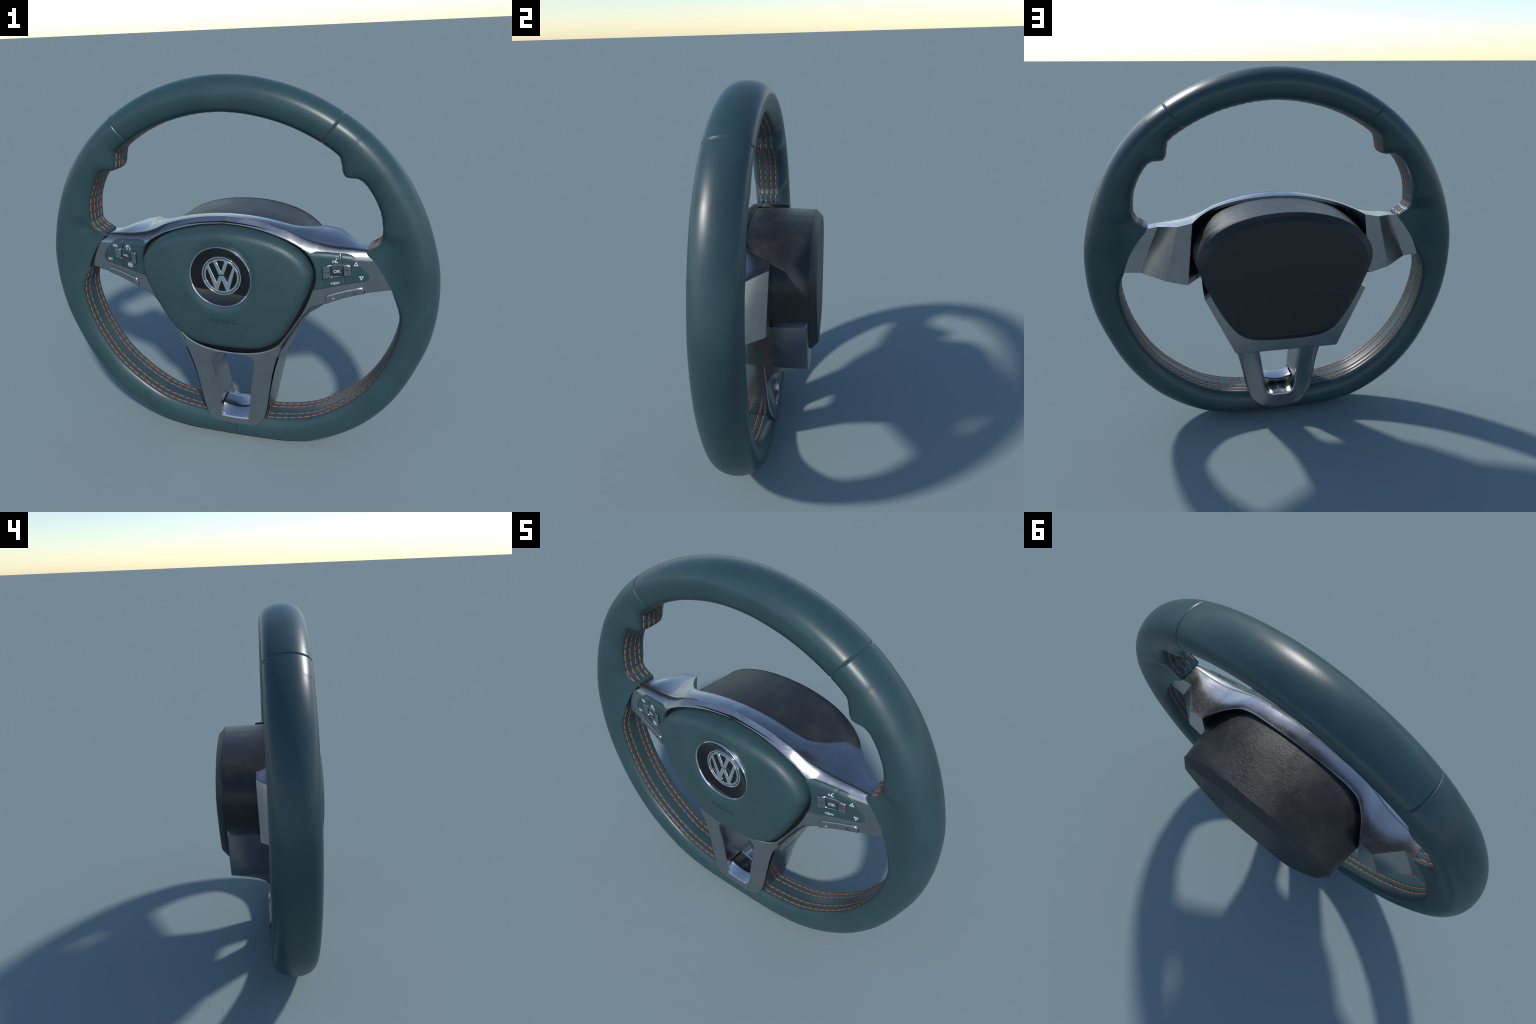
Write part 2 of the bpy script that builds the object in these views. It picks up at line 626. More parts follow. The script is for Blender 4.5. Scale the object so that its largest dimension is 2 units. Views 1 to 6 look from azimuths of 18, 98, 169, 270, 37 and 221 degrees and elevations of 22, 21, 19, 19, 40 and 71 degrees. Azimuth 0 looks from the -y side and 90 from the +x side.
def frame_front(x, z, d):
    P = np.stack([x, z], 1)
    a = np.abs(x)
    base = frame_base(x, z)
    dt = dist(TOPC, P, closed=False)
    yg = np.interp(a, gx, gy)
    w = np.interp(a, [0, .2, .36, .45, .6, .75], [.031, .031, .035, .050, .044, .036])
    s = np.clip(dt/w, 0, 1)
    curve = np.interp(a, [0, .3, .5], [0.0, .08, .65])
    s = (1-curve)*s + curve*np.sqrt(np.clip(1-(1-s)**2, 0, 1))
    y = np.where((z > 0.9) & (dt < w), base+(yg-base)*(1-s), base)
    # lower edge: rolled under the spokes, a broad facet beside the pad
    dl = dist(LOWC, P, closed=False)
    fac = smooth01((z-.56)/.06)*(1-smooth01((z-.84)/.05))
    wl = 0.006+0.022*fac
    hl = 0.006+0.026*fac
    t = np.clip(1-dl/wl, 0, 1)
    y = y + np.where(z < 1.0, hl*t**1.6, 0)
    do = dist(OPEN, P)
    y = y + 0.004*np.clip(1-do/0.006, 0, 1)**1.5
    dse = dist(np.array(SEAMEDGE), np.stack([a, z], 1), closed=False)
    y = y + 0.010*np.clip(1-dse/0.010, 0, 1)**1.5
    ds = dist(SLOT, P)
    y = y + 0.003*np.clip(1-ds/0.005, 0, 1)**1.5
    return y


def frame_back(x, z):
    P = np.stack([x, z], 1)
    b = frame_base(x, z)+0.040
    dt = dist(TOPC, P, closed=False)
    yg = np.interp(np.abs(x), gx, gy)
    t = smooth01(dt/.04)
    return np.where((z > .9), b*t+(yg+.003)*(1-t), b)


frame = relief('spoke_frame', FRAME, [OPEN, SLOT], frame_front, frame_back, M_METAL, grid=0.0085, rings=(0.002, 0.0045, 0.008, 0.0125), angle=38)


# ------------------------------------------------------------------ lower spoke leg (two legs round the slot)
def ring3(loop, y):
    y = np.full(len(loop), y) if np.isscalar(y) else y
    return np.stack([loop[:, 0], y, loop[:, 1]], 1)


LEG_F = [(0, .555), (.1, .555), (.254, .557), (.236, .500), (.226, .462), (.199, .335), (.174, .200), (.162, .166), (.133, .133), (.100, .118), (.05, .1135), (0, .113)]
LEG_R = [(0, .53), (.1, .53), (.269, .53), (.261, .485), (.244, .430), (.216, .318), (.191, .200), (.179, .158), (.155, .112), (.116, .074), (.05, .057), (0, .054)]
SLT_F = SLOT_H
SLT_R = [(0, .50), (.06, .50), (.10, .495), (.121, .470), (.119, .45), (.110, .405), (.098, .320), (.085, .235), (.079, .187), (.067, .160), (.045, .148), (0, .147)]


def sampled(tab, corners):
    """piecewise spline split at sharp corners, 8 samples per span, mirrored."""
    out = []
    c = [0]+corners+[len(tab)-1]
    for a, b in zip(c[:-1], c[1:]):
        s = spline(tab[a:b+1], 8)
        out.append(s if b == len(tab)-1 else s[:-1])
    return mirror_loop(np.vstack(out))


lf, lr = sampled(LEG_F, [2]), sampled(LEG_R, [2])
sf_, sr_ = sampled(SLT_F, []), sampled(SLT_R, [])


def leg_rear_y(P):
    """Rear face of the legs: crowned towards the slot, falling to the outer edge."""
    P = np.asarray(P)
    d = dist(lr, P)
    base = np.interp(P[:, 1], [.04, .12, .3, .45, .6], [.046, .041, .029, .027, .027])
    return base-.020*(1-np.clip(d/.085, 0, 1))**1.4*smooth01((P[:, 1]-.10)/.12)


legrear = leg_rear_y
rings = [ring3(lf, frame_base(lf[:, 0], lf[:, 1])+0.008)]
for t, ins in ((0.35, 0), (0.7, 0), (0.93, 0.0), (0.985, 0.0025), (1.0, 0.008)):
    L = lf*(1-t)+lr*t
    y0 = frame_base(lf[:, 0], lf[:, 1])+0.008
    L2 = offset_loop(L, ins)
    rings.append(ring3(L2, y0*(1-t)+legrear(L2 if t == 1 else lr)*t))
ro_ = rings
rings_s = [ring3(sf_, frame_base(sf_[:, 0], sf_[:, 1])+0.006)]
for t, ins in ((0.35, 0), (0.7, 0), (0.93, 0.0), (0.985, -0.0025), (1.0, -0.008)):
    L = sf_*(1-t)+sr_*t
    y0 = frame_base(sf_[:, 0], sf_[:, 1])+0.006
    L2 = offset_loop(L, ins)
    rings_s.append(ring3(L2, y0*(1-t)+legrear(L2 if t == 1 else sr_)*t))
verts, faces = [], []
for R in (ro_, rings_s):
    b = len(verts)
    m = len(R[0])
    for r in R:
        verts += [tuple(p) for p in r]
    for i in range(len(R)-1):
        for j in range(m):
            a, c = b+i*m+j, b+i*m+(j+1) % m
            faces.append((a, c, c+m, a+m))
# rear face between the two last rings
A, S_ = ro_[-1], rings_s[-1]
V, F = tessellate(A[:, [0, 2]], [S_[:, [0, 2]]], 0.012, (.008,))
b = len(verts)
verts += [(p[0], yy, p[1]) for p, yy in zip(V, leg_rear_y(V))]
faces += [tuple(f+b) for f in F]
make('lower_spoke', verts, faces, M_METAL, angle=35)

# chrome bridge inside the slot
prof = [(-.188, .136), (-.1845, .1525), (-.180, .158), (-.152, .177), (-.141, .1865), (-.136, .1895), (-.130, .1905), (-.052, .1915), (-.044, .1900), (-.0405, .1865), (-.0405, .182),
        (-.044, .168), (-.052, .150), (-.060, .138)]
rg = []
for k in range(33):
    u = -1+2*k/32
    sag = 0.018*u*u
    rg.append(np.array([(u*.076, y, z+sag*min(1, max(0.0, (z-.152)/.035))) for y, z in prof] + [(u*.076, -.060, .12), (u*.076, -.188, .12)]))
loft('slot_bridge', rg, M_DARKCHROME, cap0=True, cap1=True, angle=35)


# ------------------------------------------------------------------ bracket behind the lower spoke
def side_x(z):
    return np.interp(z, [.50, .523, .833, .86], [.260, .267, .411, .424])


def bracket():
    rings = []
    zs = [.5225, .5265, .545, .60, .68, .76, .825, .834]
    for i, z in enumerate(zs):
        ins = .004 if i in (0,) else 0
        x = float(side_x(z))-ins
        yb = .236-ins
        yf = -.148
        c = .006
        rings.append([(x-c, yb, z), (x, yb-c, z), (x, .1, z), (x-.006, yf, max(z, .541+z*.001)), (-x+.006, yf, max(z, .541+z*.001)), (-x, .1, z), (-x, yb-c, z), (-x+c, yb, z)])
    # ear tips slope inwards
    R = [np.array(r) for r in rings]
    top = R[-1].copy()
    top[:, 0] *= .380/.408
    top[:, 2] += .019
    R.append(top)
    return loft('lower_bracket', R, M_METAL, cap0=True, cap1=True, angle=30)


brk = bracket()
for s in (1, -1):
    # concave fillet from the bracket floor into each leg
    rows = [(.530, .230), (.5235, .229), (.507, .131), (.495, .086), (.482, .060), (.466, .040), (.448, .029), (.42, .020), (.40, .012)]
    R = []
    for z, y in rows:
        xo = float(np.interp(z, [.40, .43, .485, .53], [.2285, .2385, .2560, .2655]))-.0015
        xi = float(np.interp(z, [.395, .45, .47, .52], [.109, .1165, .1185, .105]))+.002
        R.append(np.array([(s*xi, y, z), (s*xo, y, z), (s*xo, -.002, z), (s*xi, -.002, z)]))
    loft('bracket_web', R, M_METAL, parent=brk, cap0=True, cap1=True, angle=40)

# ------------------------------------------------------------------ shelf above the arch and rear spoke covers
REAR = [(0, -.073, 1.268), (.1, -.073, 1.263), (.2, -.073, 1.250), (.27, -.072, 1.235), (.33, -.060, 1.219), (.385, -.015, 1.203), (.428, .045, 1.189), (.447, .077, 1.181)]
REAR2 = [(.447, .077, 1.181), (.522, .080, 1.167)]
REAR3 = [(.522, .080, 1.167), (.575, .022, 1.155), (.62, -.028, 1.143)]
REAR4 = [(.62, -.028, 1.143), (.672, -.026, 1.1355), (.715, -.026, 1.129)]
rc1 = resample(spline(REAR, 8), n=40)
rc2 = resample(np.array(REAR2), n=8)[1:]
rc3 = resample(np.array(REAR3), n=10)[1:]
rc4 = resample(np.array(REAR4), n=8)[1:]
rear = np.vstack([rc1, rc2, rc3, rc4])
# matching front (groove) points
xf = np.r_[np.interp(np.arange(41), [0, 20, 30, 40], [0, .235, .33, .43]), np.linspace(.43, .52, 9)[1:], np.linspace(.52, .62, 11)[1:], np.linspace(.62, .715, 9)[1:]]
front = np.stack([xf, np.interp(xf, GC[:, 0], GC[:, 1])+.0045, np.interp(xf, GC[:, 0], GC[:, 2])-.0012], 1)
sag = np.interp(np.abs(xf), [0, .3, .40, .47, .56, .64, .7], [-.001, -.003, -.008, -.006, -.003, -.001, .0])
K = 14


def shelf_rows(s):
    rings = []
    for i in range(len(rear)):
        f, r = front[i], rear[i]
        row = []
        row.append(f+[0, .012, -.03])
        row.append(f+[0, .0006, -.0025])
        for k in range(K+1):
            t = k/K
            p = f*(1-t)+r*t
            p = p.copy()
            p[2] -= sag[i]*math.sin(math.pi*min(1, t/.93))**1.0*(1 if t < .93 else 0)
            row.append(p)
        rings.append(np.array(row)*[s, 1, 1])
    return rings


verts, faces = [], []
LEFT = [r for r in shelf_rows(-1)][::-1][:-1]
ALL = LEFT+shelf_rows(1)
# skirt below the rear edge
BOT2 = [(.484, .070, .851), (.594, .068, .881)]
BOT3 = [(.594, .068, .881), (.721, -.029, .902)]
BOT4 = [(.721, -.029, .902), (.801, -.027, .908), (.84, -.027, .912)]
bb2 = resample(np.array(BOT2), n=8)[1:]
bb3 = resample(np.array(BOT3), n=10)[1:]
bb4 = resample(np.array(BOT4), n=8)[1:]
lip = [r+np.array([0, .0, -.016]) for r in rc1]
bb1 = []
for i, r in enumerate(rc1):
    x = r[0]
    t = float(smooth01((x-.372)/.04))
    deep = np.array([np.interp(x, [.372, .447], [.470, .484]), np.interp(x, [.372, .447], [-.06, .070]), np.interp(x, [.372, .447], [.868, .855])])
    bb1.append(lip[i]*(1-t)+deep*t if t > 0 else lip[i])
bot = np.vstack([np.array(bb1), bb2, bb3, bb4])


def skirt(s):
    out = []
    for i in range(len(rear)):
        r, b_ = rear[i], bot[i]
        out.append(np.array([r+(b_-r)*t for t in (0.0, 0.02, 0.33, 0.66, 1.0)])*[s, 1, 1])
    return out


SK = skirt(-1)[::-1][:-1]+skirt(1)
rings = [np.vstack([a, k_[1:]]) for a, k_ in zip(ALL, SK)]
# underside: return to the frame's lower edge
LOW3 = [(.481, -.150, .869), (.56, -.140, .900), (.668, -.128, .929), (.788, -.115, .948), (.83, -.11, .952)]
lowf = spline(LOW3, 10)
full = []
for i, R in enumerate(rings):
    b_ = R[-1]
    ax = abs(b_[0])
    if ax > .455 and b_[2] < .95:
        x = np.clip(ax, .481, .83)
        e = np.array([math.copysign(max(ax, .47), b_[0]), np.interp(x, lowf[:, 0], lowf[:, 1]), np.interp(x, lowf[:, 0], lowf[:, 2])])
    else:
        e = b_+np.array([0, -.06, -.002])
    full.append(np.vstack([R, (b_+e)/2, e]))
shelf = loft('spoke_back_cover', full, M_METAL, closed=False, angle=28)

# corner wedge that closes the spoke's inner lower corner
wq = [(.485, .066, .8515), (.484, -.150, .868), (.446, -.150, .844), (.412, -.150, .811)]
for s in (1, -1):
    lo_ = np.array(wq)*[s, 1, 1]
    hi_ = lo_.copy()
    hi_[:, 2] = .93
    loft('spoke_wedge', [lo_, hi_], M_METAL, parent=shelf, cap0=True, cap1=True, angle=20)

# ------------------------------------------------------------------ housing behind the pad
HOUSE_H = [(0, 1.256), (.1, 1.250), (.2, 1.231), (.285, 1.201), (.345, 1.165), (.395, 1.118), (.424, 1.072), (.435, 1.03), (.432, .985), (.416, .935),
           (.395, .885), (.345, .778), (.292, .690), (.248, .637), (.196, .606), (.1, .591), (0, .588)]
H = resample(mirror_loop(spline(HOUSE_H, 8)), n=200, closed=True)
HC = np.array([0, .93])


def house_ring(scale, y, ins=0.0, sz=None):
    L = (H-HC)*np.array([scale, sz or scale])+HC
    if ins:
        L = offset_loop(L, ins)
    return ring3(L, y)


loft('housing', [house_ring(1.0, .243), house_ring(1.0, .236), house_ring(1.018, .16, sz=1.004), house_ring(1.042, .06, sz=1.009), house_ring(1.046, -.03, sz=1.012), house_ring(.99, -.145)],
     M_HOUSING, cap1=True, cap0=True, angle=40)
cov = [house_ring(1.0, .2435, -.0012), house_ring(1.0, .2465, .0006), house_ring(1.0, .2775, .0325), house_ring(1.0, .2795, .036)]
cover = loft('housing_cover', cov, M_COVER, cap0=True, cap1=True, angle=25)
# dark backing visible in the gap round the pad
BK = offset_loop(OPEN, -.012)
loft('backing_plate', [ring3(BK, -.171), ring3(BK, -.135)], M_BLACK, cap0=True, cap1=True)

# ------------------------------------------------------------------ airbag pad
PAD_H = [(0, 1.2410), (.1, 1.2325), (.18, 1.218), (.258, 1.1965), (.325, 1.166), (.37, 1.134), (.405, 1.095), (.424, 1.058), (.4305, 1.03), (.428, 1.0),
         (.412, .947), (.379, .868), (.337, .785), (.301, .720), (.264, .671), (.219, .636), (.165, .613), (.1, .604), (0, .601)]
PAD = resample(mirror_loop(spline(PAD_H, 8)), step=0.012, closed=True)
EC = (0.0, 1.008)


def pad_face(x, z):
    q = (x/.42)**2+((z-.93)/.34)**2
    y = -.2815+.035*q
    r = np.hypot(x-EC[0], z-EC[1])
    y = y + .011*np.exp(-np.clip(r-.150, 0, None)**2/.022**2)          # dished seat of the emblem
    return y


def pad_front(x, z, d):
    y = pad_face(x, z)
    d = dist(PAD, np.stack([x, z], 1))
    w = .042+.022*smooth01((.80-z)/.15)
    t = np.clip(1-d/w, 0, 1)
    return y + .050*(1-np.sqrt(np.clip(1-t**2.3, 0, 1)))


hole = np.array([(.1515*math.cos(t), EC[1]+.1515*math.sin(t)) for t in np.linspace(0, 2*math.pi, 97)[:-1]])
pad = relief('airbag_cover', PAD, [hole], pad_front, lambda x, z: np.full(len(x), -.15), M_PAD, grid=.012,
             rings=(.001, .003, .006, .010, .015, .021, .028, .036), angle=70)


# emblem: chrome ring, black dish, raised roundel
def lathe(name, prof, mat, parent, n=96, cx=0.0, cz=1.008, angle=35):
    rg = []
    for k in range(n):
        a = 2*math.pi*k/n
        rg.append(np.array([(cx+r*math.cos(a), y, cz+r*math.sin(a)) for r, y in prof]))
    rg.append(rg[0])
    return loft(name, rg, mat, parent, closed=False, angle=angle)


EY = -.2655
lathe('emblem_ring', [(.1575, EY+.008), (.1565, EY), (.1535, EY-.0035), (.1500, EY-.0015), (.1490, EY+.003), (.1485, EY+.012)], M_CHROME, pad, angle=60)
dish = [(.1495, EY+.004)] + [(.149*math.cos(f), EY+.004+.034*math.sin(f)**1.0) for f in np.linspace(.0, math.pi/2, 28)]
dish = [(.149*(1-t), EY+.003+.034*(1-(1-t)**2.0)**.9) for t in np.linspace(0, 1, 30)]
dish[-1] = (.0005, dish[-1][1])
lathe('emblem_dish', dish, M_GLOSS, pad, angle=60)
LY = EY+.018
lathe('emblem_roundel', [(.1010, LY+.014), (.1005, LY+.003), (.0985, LY), (.0935, LY-.0008), (.0922, LY+.0004), (.0920, LY+.008)], M_CHROME, pad, angle=35)
lathe('emblem_roundel', [(.0887, LY+.008), (.0885, LY+.0004), (.0872, LY-.0008), (.0800, LY-.0008), (.0788, LY+.0004), (.0786, LY+.012)], M_CHROME, pad, angle=35)
lathe('emblem_field', [(.0960, LY+.0070), (.0787, LY+.0072), (.04, LY+.0085), (.0003, LY+.009)], M_GLOSS, pad, angle=60)


def prism(name, poly, y0, y1, mat, parent, bev=.0009):
    P = np.asarray(poly, float)
    ob = loft(name, [ring3(P, y1), ring3(P, y0)], mat, parent, cap0=True, cap1=True, angle=25)
    if bev:
        bevelled(ob, bev, 1)
    return ob


u = .0805
cz = EC[1]


def onto_circle(p, q, rad):
    p, q = np.array(p), np.array(q)
    d = q-p
    A = d@d
    B = 2*p@d
    C = p@p-rad*rad
    t = (-B+math.sqrt(B*B-4*A*C))/(2*A)
    return p+d*t


def roundel_strokes():
    # upper letter: two arms meeting on a flat foot
    out = []
    w = .215
    foot = .085
    for_s = []
    oL = onto_circle((.165, foot), (.50, .96), 1.0)
    iL = onto_circle((.0, .27), (.29, 1.06), 1.0)
    out.append([(-.165, foot), (.165, foot), tuple(oL), tuple(iL), (0, .27), (-iL[0], iL[1]), (-oL[0], oL[1])])
    # lower letter: four strokes, flat-topped middle peak
    o1 = onto_circle((.36, -.95), (.93, .52), 1.0)
    a_out = onto_circle((.80, .20), (.425, -.92), 1.0)
    top_o = onto_circle((.60, -.10), (.955, .62), 1.0)
    top_i = onto_circle((.345, -.30), (.76, .66), 1.0)
    bot_o = onto_circle((.70, .10), (.44, -.98), 1.0)
    bot_i = onto_circle((.10, -.40), (.26, -.97), 1.0)
    right = [(.15, .02), (.335, -.40), tuple(top_i), tuple(top_o), tuple(bot_o), tuple(bot_i), (0, -.26)]
    left = [(-x, z) for x, z in right[:-1]][::-1]
    out.append(right+left)
    return out


for poly in roundel_strokes():
    P = [(x*u, cz+z*u) for x, z in poly]
    prism('emblem_letter', P, LY-.0004, LY+.009, M_CHROME, pad, bev=.0012)


# ------------------------------------------------------------------ lettering
def text_mesh(body, size, depth=.0008, spacing=1.0):
    cu = bpy.data.curves.new('t', 'FONT')
    cu.body = body
    cu.size = size
    cu.align_x = 'CENTER'
    cu.align_y = 'CENTER'
    cu.extrude = depth/2
    cu.space_character = spacing
    cu.resolution_u = 4
    ob = bpy.data.objects.new('t', cu)
    bpy.context.scene.collection.objects.link(ob)
    dg = bpy.context.evaluated_depsgraph_get()
    me = bpy.data.meshes.new_from_object(ob.evaluated_get(dg))
    V = np.array([v.co[:] for v in me.vertices])
    F = [tuple(p.vertices) for p in me.polygons]
    bpy.data.objects.remove(ob)
    bpy.data.curves.remove(cu)
    bpy.data.meshes.remove(me)
    return V, F


def put_text(name, body, x, z, size, surf, mat, parent, lift=.0008, spacing=1.0, bold=0.0, tilt=0.0):
    V, F = text_mesh(body, size, spacing=spacing)
    h = V[:, 2]
    c, s = math.cos(tilt), math.sin(tilt)
    X = x+V[:, 0]*c-V[:, 1]*s
    Z = z+V[:, 0]*s+V[:, 1]*c
    Y = surf(X, Z)-lift-h
    return make(name, np.stack([X, Y, Z], 1), F, mat, parent, smooth=False)


def put_poly(name, polys, surf, mat, parent, lift=.0008, thick=.0008):
    verts, faces = [], []
    for P in polys:
        P = np.asarray(P, float)
        y = surf(P[:, 0], P[:, 1])
        b, n = len(verts), len(P)
        verts += [(p[0], yy-lift-thick/2, p[1]) for p, yy in zip(P, y)]
        verts += [(p[0], yy-lift+thick/2, p[1]) for p, yy in zip(P, y)]
        faces.append(tuple(range(b, b+n)))
        faces.append(tuple(range(b+n, b+2*n))[::-1])
        faces += [(b+i, b+(i+1) % n, b+n+(i+1) % n, b+n+i) for i in range(n)]
    return make(name, verts, faces, mat, parent, smooth=False)


put_text('airbag_lettering', 'AIRBAG', .002, .779, .036, pad_face, M_DARKLETTER, pad, lift=.0003, spacing=1.18)

# ------------------------------------------------------------------ switch panels on the side spokes
PANEL_TOP = [(.386, 1.141), (.47, 1.138), (.551, 1.131), (.604, 1.124), (.640, 1.108), (.672, 1.074), (.691, 1.043), (.697, 1.025), (.693, 1.008),
             (.676, .997), (.62, .985), (.573, .975), (.50, .9595), (.4245, .9435)]


def panel_y(x, z):
    a = np.abs(x)
    return -.1885+.165*np.clip(a-.42, 0, None)+.03*np.clip(.42-a, 0, None)


def offset_open(poly, d):
    return offset_loop(np.asarray(poly), d)


top_c = spline(PANEL_TOP[:3], 8)
rnd = spline(PANEL_TOP[2:12], 8)
low_c = spline(PANEL_TOP[11:], 8)
op = spline(OPEN_H, 12)
seg = op[(op[:, 1] < 1.139) & (op[:, 1] > .9445) & (op[:, 0] > .3)][::-1]
SPLIT = [(.551, 1.131), (.558, 1.09), (.5665, 1.03), (.573, .975)]
for s in (1, -1):
    inner = np.vstack([top_c, np.array(SPLIT)[1:-1], low_c, seg+[.0015, 0]])
    outer = np.vstack([rnd, np.array(SPLIT)[::-1][1:-1]])
    for nm, L in (('inner', inner), ('outer', outer)):
        L = resample(offset_loop(L, .0018), step=.006, closed=True)*[s, 1]
        topline = np.array(PANEL_TOP[:9])*[s, 1]

        def fr(x, z, d, topline=topline):
            y = panel_y(x, z)-.0045
            dt = dist(topline, np.stack([x, z], 1), closed=False)
            y = y+.016*np.clip(1-dt/.020, 0, 1)**1.3
            return y+.004*np.clip(1-d/.004, 0, 1)**2
        relief('switch_button', L, [], fr, lambda x, z: panel_y(x, z)+.012, M_BUTTON, grid=.010, rings=(.0015, .004, .009, .015), angle=45)

    # bent metal rocker with a central key
    def rocker_y(x, z):
        a = np.abs(x)
        return panel_y(x, z)-.0085-.0060*smooth01((np.abs(a-.5385)-.028)/.012)
    RK = [(.475, 1.071), (.506, 1.0785), (.568, 1.083), (.599, 1.0795), (.604, 1.075), (.6075, 1.032), (.603, 1.0275), (.571, 1.0225), (.508, 1.013), (.482, 1.008), (.477, 1.012)]
    RK = resample(np.array(RK), step=.0035, closed=True)
    KEY = [(.5105, 1.068), (.5665, 1.0735), (.570, 1.0285), (.513, 1.021)]
    KEYL = resample(np.array(KEY), step=.006, closed=True)
    rk = relief('rocker_switch', RK*[s, 1], [KEYL*[s, 1]],
                lambda x, z, d: rocker_y(x, z)+.0035*np.clip(1-d/.0035, 0, 1)**1.6, lambda x, z: panel_y(x, z)+.004, M_METAL, grid=.007, rings=(.0012, .003), angle=40)
    kk = offset_loop(KEYL, .0012)*[s, 1]
    relief('rocker_key', kk, [], lambda x, z, d: panel_y(x, z)-.0085+.003*np.clip(1-d/.003, 0, 1)**2, lambda x, z: panel_y(x, z)+.004, M_KEY, parent=rk,
           grid=.008, rings=(.001, .003), angle=40)
    # slim button along the lower edge
    LB = [(.487, .877), (.4885, .914), (.494, .9245), (.505, .9295), (.56, .9470), (.61, .9600), (.645, .9665), (.657, .9640), (.663, .956), (.6675, .9335)]
    lowseg = LOWC[(LOWC[:, 0] > .489) & (LOWC[:, 0] < .666) & (LOWC[:, 1] > .8)]
    lowseg = lowseg[np.argsort(-lowseg[:, 0])]
    L = resample(np.vstack([spline(LB, 5), lowseg+[0, .001]]), step=.005, closed=True)
    relief('lower_button', L*[s, 1], [], lambda x, z, d: frame_base(x, z)-.0075+.006*np.clip(1-d/.006, 0, 1)**1.8, lambda x, z: frame_base(x, z)+.03, M_METAL,
           grid=.008, rings=(.0012, .003, .006), angle=40)

surfp = lambda x, z: panel_y(x, z)-.0045
surfk = lambda x, z: panel_y(x, z)-.0085
surfr = lambda x, z: panel_y(x, z)-.0145
surfl = lambda x, z: frame_base(x, z)-.0075
put_text('printed_word', 'OK', .541, 1.0475, .0215, surfk, M_PRINT, ROOT, tilt=.09)
put_text('printed_word', 'VIEW', .5325, .9860, .0172, surfp, M_PRINT, ROOT, tilt=.12)
put_text('printed_word', 'CNL', -.541, 1.0475, .0150, surfk, M_PRINT, ROOT, tilt=-.09)
put_text('printed_word', 'RES', -.603, 1.0915, .0180, surfp, M_PRINT, ROOT, tilt=-.10)
put_text('printed_word', 'SET', -.645, 1.0125, .0180, surfp, M_PRINT, ROOT, tilt=-.10)


def frame_tri(cx, cz_, w, h, up, t=.0035):
    sg = 1 if up else -1
    o = [(cx-w/2, cz_-sg*h/2), (cx+w/2, cz_-sg*h/2), (cx, cz_+sg*h/2)]
    c = np.mean(o, 0)
    i = [tuple(c+(np.array(p)-c)*.55) for p in o]
    return [[o[k], o[(k+1) % 3], i[(k+1) % 3], i[k]] for k in range(3)]


put_poly('printed_arrow', frame_tri(.625, 1.084, .021, .020, True), surfp, M_PRINT, ROOT)
put_poly('printed_arrow', frame_tri(.650, 1.0125, .021, .020, False), surfp, M_PRINT, ROOT)


def arc(cx, cz_, r, w, a0, a1, n=14):
    q = np.linspace(math.radians(a0), math.radians(a1), n)
    return [[(cx+(r-w/2)*math.cos(p), cz_+(r-w/2)*math.sin(p)), (cx+(r+w/2)*math.cos(p), cz_+(r+w/2)*math.sin(p)),
             (cx+(r+w/2)*math.cos(t), cz_+(r+w/2)*math.sin(t)), (cx+(r-w/2)*math.cos(t), cz_+(r-w/2)*math.sin(t))] for p, t in zip(q[:-1], q[1:])]


def bar(x0, z0, x1, z1, w):
    d = np.array([x1-x0, z1-z0])
    n = np.array([-d[1], d[0]])/np.linalg.norm(d)*w/2
    return [tuple(np.array([x0, z0])+n), tuple(np.array([x1, z1])+n), tuple(np.array([x1, z1])-n), tuple(np.array([x0, z0])-n)]


# voice symbol
cx, cz2 = .531, 1.099
put_poly('printed_symbol', [bar(cx-.006, cz2+.001, cx-.003, cz2-.009, .003), bar(cx-.011, cz2-.001, cx-.009, cz2-.010, .0028), bar(cx+.003, cz2-.009, cx+.004, cz2+.004, .005),
                            bar(cx+.004, cz2+.002, cx+.010, cz2+.012, .003), bar(cx+.004, cz2-.009, cx+.014, cz2-.009, .003)], surfp, M_PRINT, ROOT)
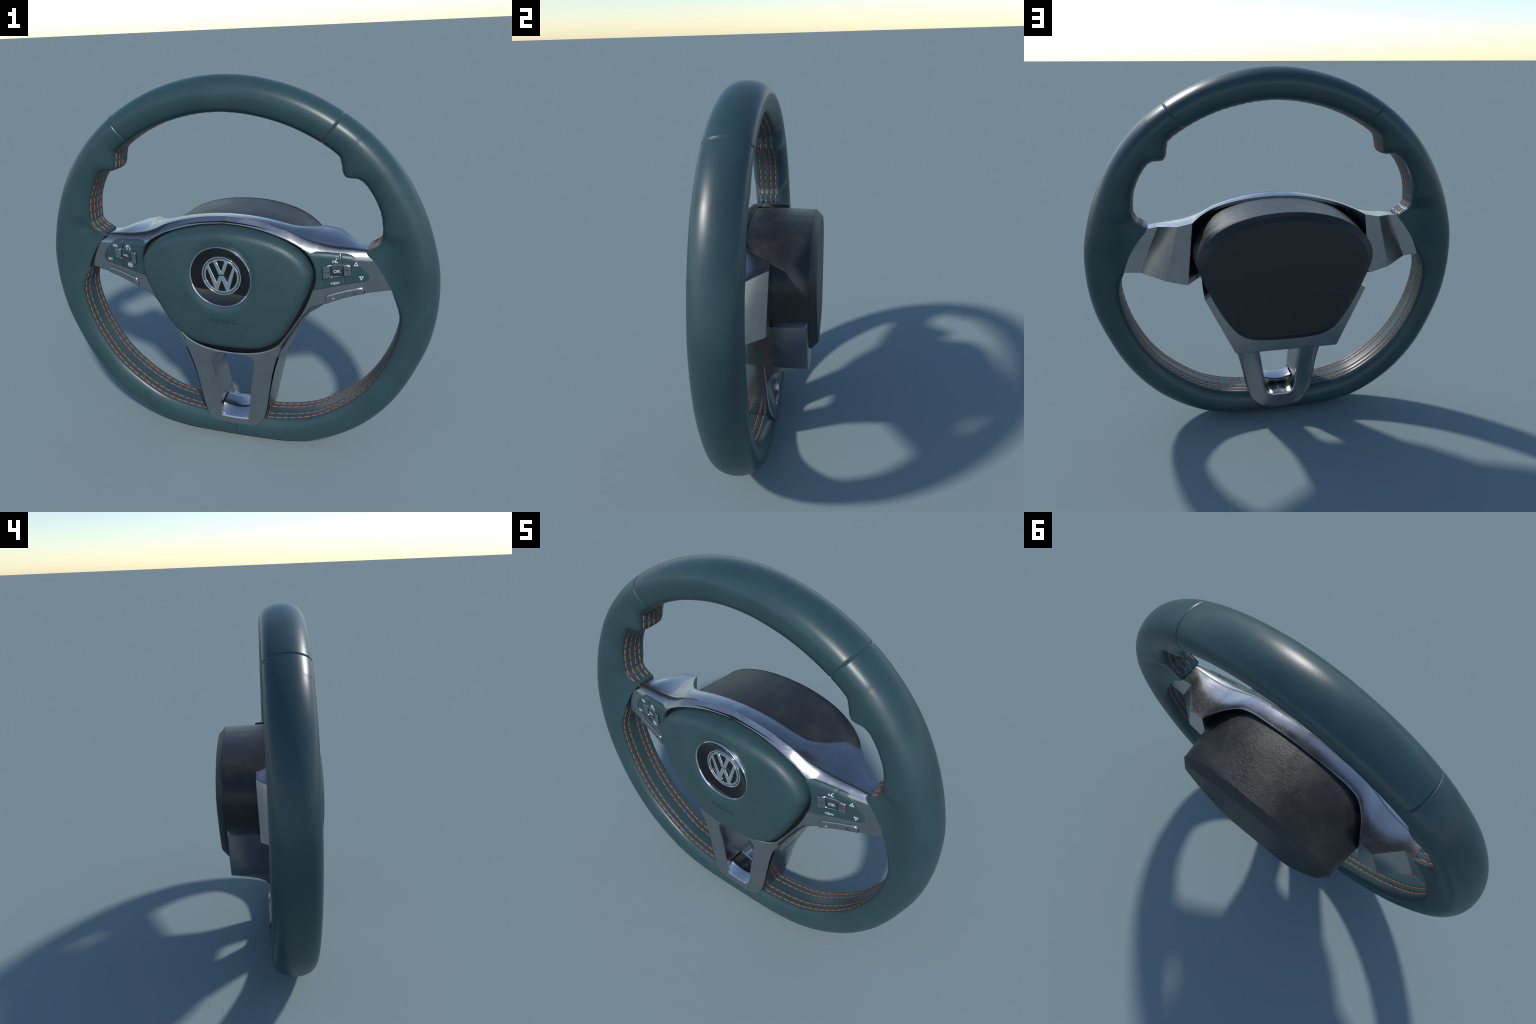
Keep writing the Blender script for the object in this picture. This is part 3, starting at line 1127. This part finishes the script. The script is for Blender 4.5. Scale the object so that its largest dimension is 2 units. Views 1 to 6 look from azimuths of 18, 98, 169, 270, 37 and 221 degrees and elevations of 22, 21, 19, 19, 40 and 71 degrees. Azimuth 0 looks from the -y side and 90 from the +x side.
# speed symbol
cx, cz2 = -.524, 1.093
put_poly('printed_symbol', arc(cx, cz2, .0105, .003, -30, 270, 22)+[bar(cx-.005, cz2+.006, cx+.002, cz2-.001, .003), bar(cx+.010, cz2-.012, cx+.010, cz2-.003, .0025),
                            bar(cx+.015, cz2-.012, cx+.015, cz2-.005, .0025)], surfp, M_PRINT, ROOT)
# distance symbol
cx, cz2 = -.521, .997
put_poly('printed_symbol', arc(cx, cz2, .013, .0025, 120, 240, 10)+arc(cx, cz2, .013, .0025, -60, 60, 10)
         + [bar(cx-.006, cz2-.004, cx-.006, cz2+.004, .003), bar(cx+.006, cz2-.004, cx+.006, cz2+.004, .003), bar(cx-.007, cz2, cx+.007, cz2, .004),
            bar(cx-.004, cz2+.009, cx+.004, cz2+.009, .004), bar(cx-.004, cz2-.009, cx+.004, cz2-.009, .004)], surfp, M_PRINT, ROOT)


def frame_box(x0, z0, x1, z1, t=.0016):
    return [bar(x0, z0, x1, z0, t), bar(x0, z1, x1, z1, t), bar(x0, z0, x0, z1, t), bar(x1, z0, x1, z1, t)]


put_poly('printed_symbol', frame_box(.483, 1.038, .493, 1.045)+frame_box(.496, 1.037, .504, 1.046)+[bar(.4885, 1.050, .491, 1.050, .003)], lambda x, z: surfr(x, z)+.001, M_DARKPRINT, ROOT)
put_poly('printed_symbol', frame_box(.577, 1.054, .588, 1.062)+frame_box(.586, 1.048, .597, 1.055)+[bar(.589, 1.041, .593, 1.041, .004)], lambda x, z: surfr(x, z)+.001, M_DARKPRINT, ROOT)
put_poly('printed_symbol', [bar(-.598, 1.047, -.590, 1.047, .002)], lambda x, z: surfr(x, z)+.001, M_DARKPRINT, ROOT)
put_poly('printed_symbol', [bar(.520, .9075, .530, .9075, .0025)], surfl, M_PRINT, ROOT)
put_poly('printed_symbol', frame_box(.612, .934, .621, .941)+[bar(.624, .932, .630, .941, .0018)], surfl, M_DARKPRINT, ROOT)
put_poly('printed_symbol', [bar(-.53, .9075, -.520, .9075, .0025)], surfl, M_DARKPRINT, ROOT)
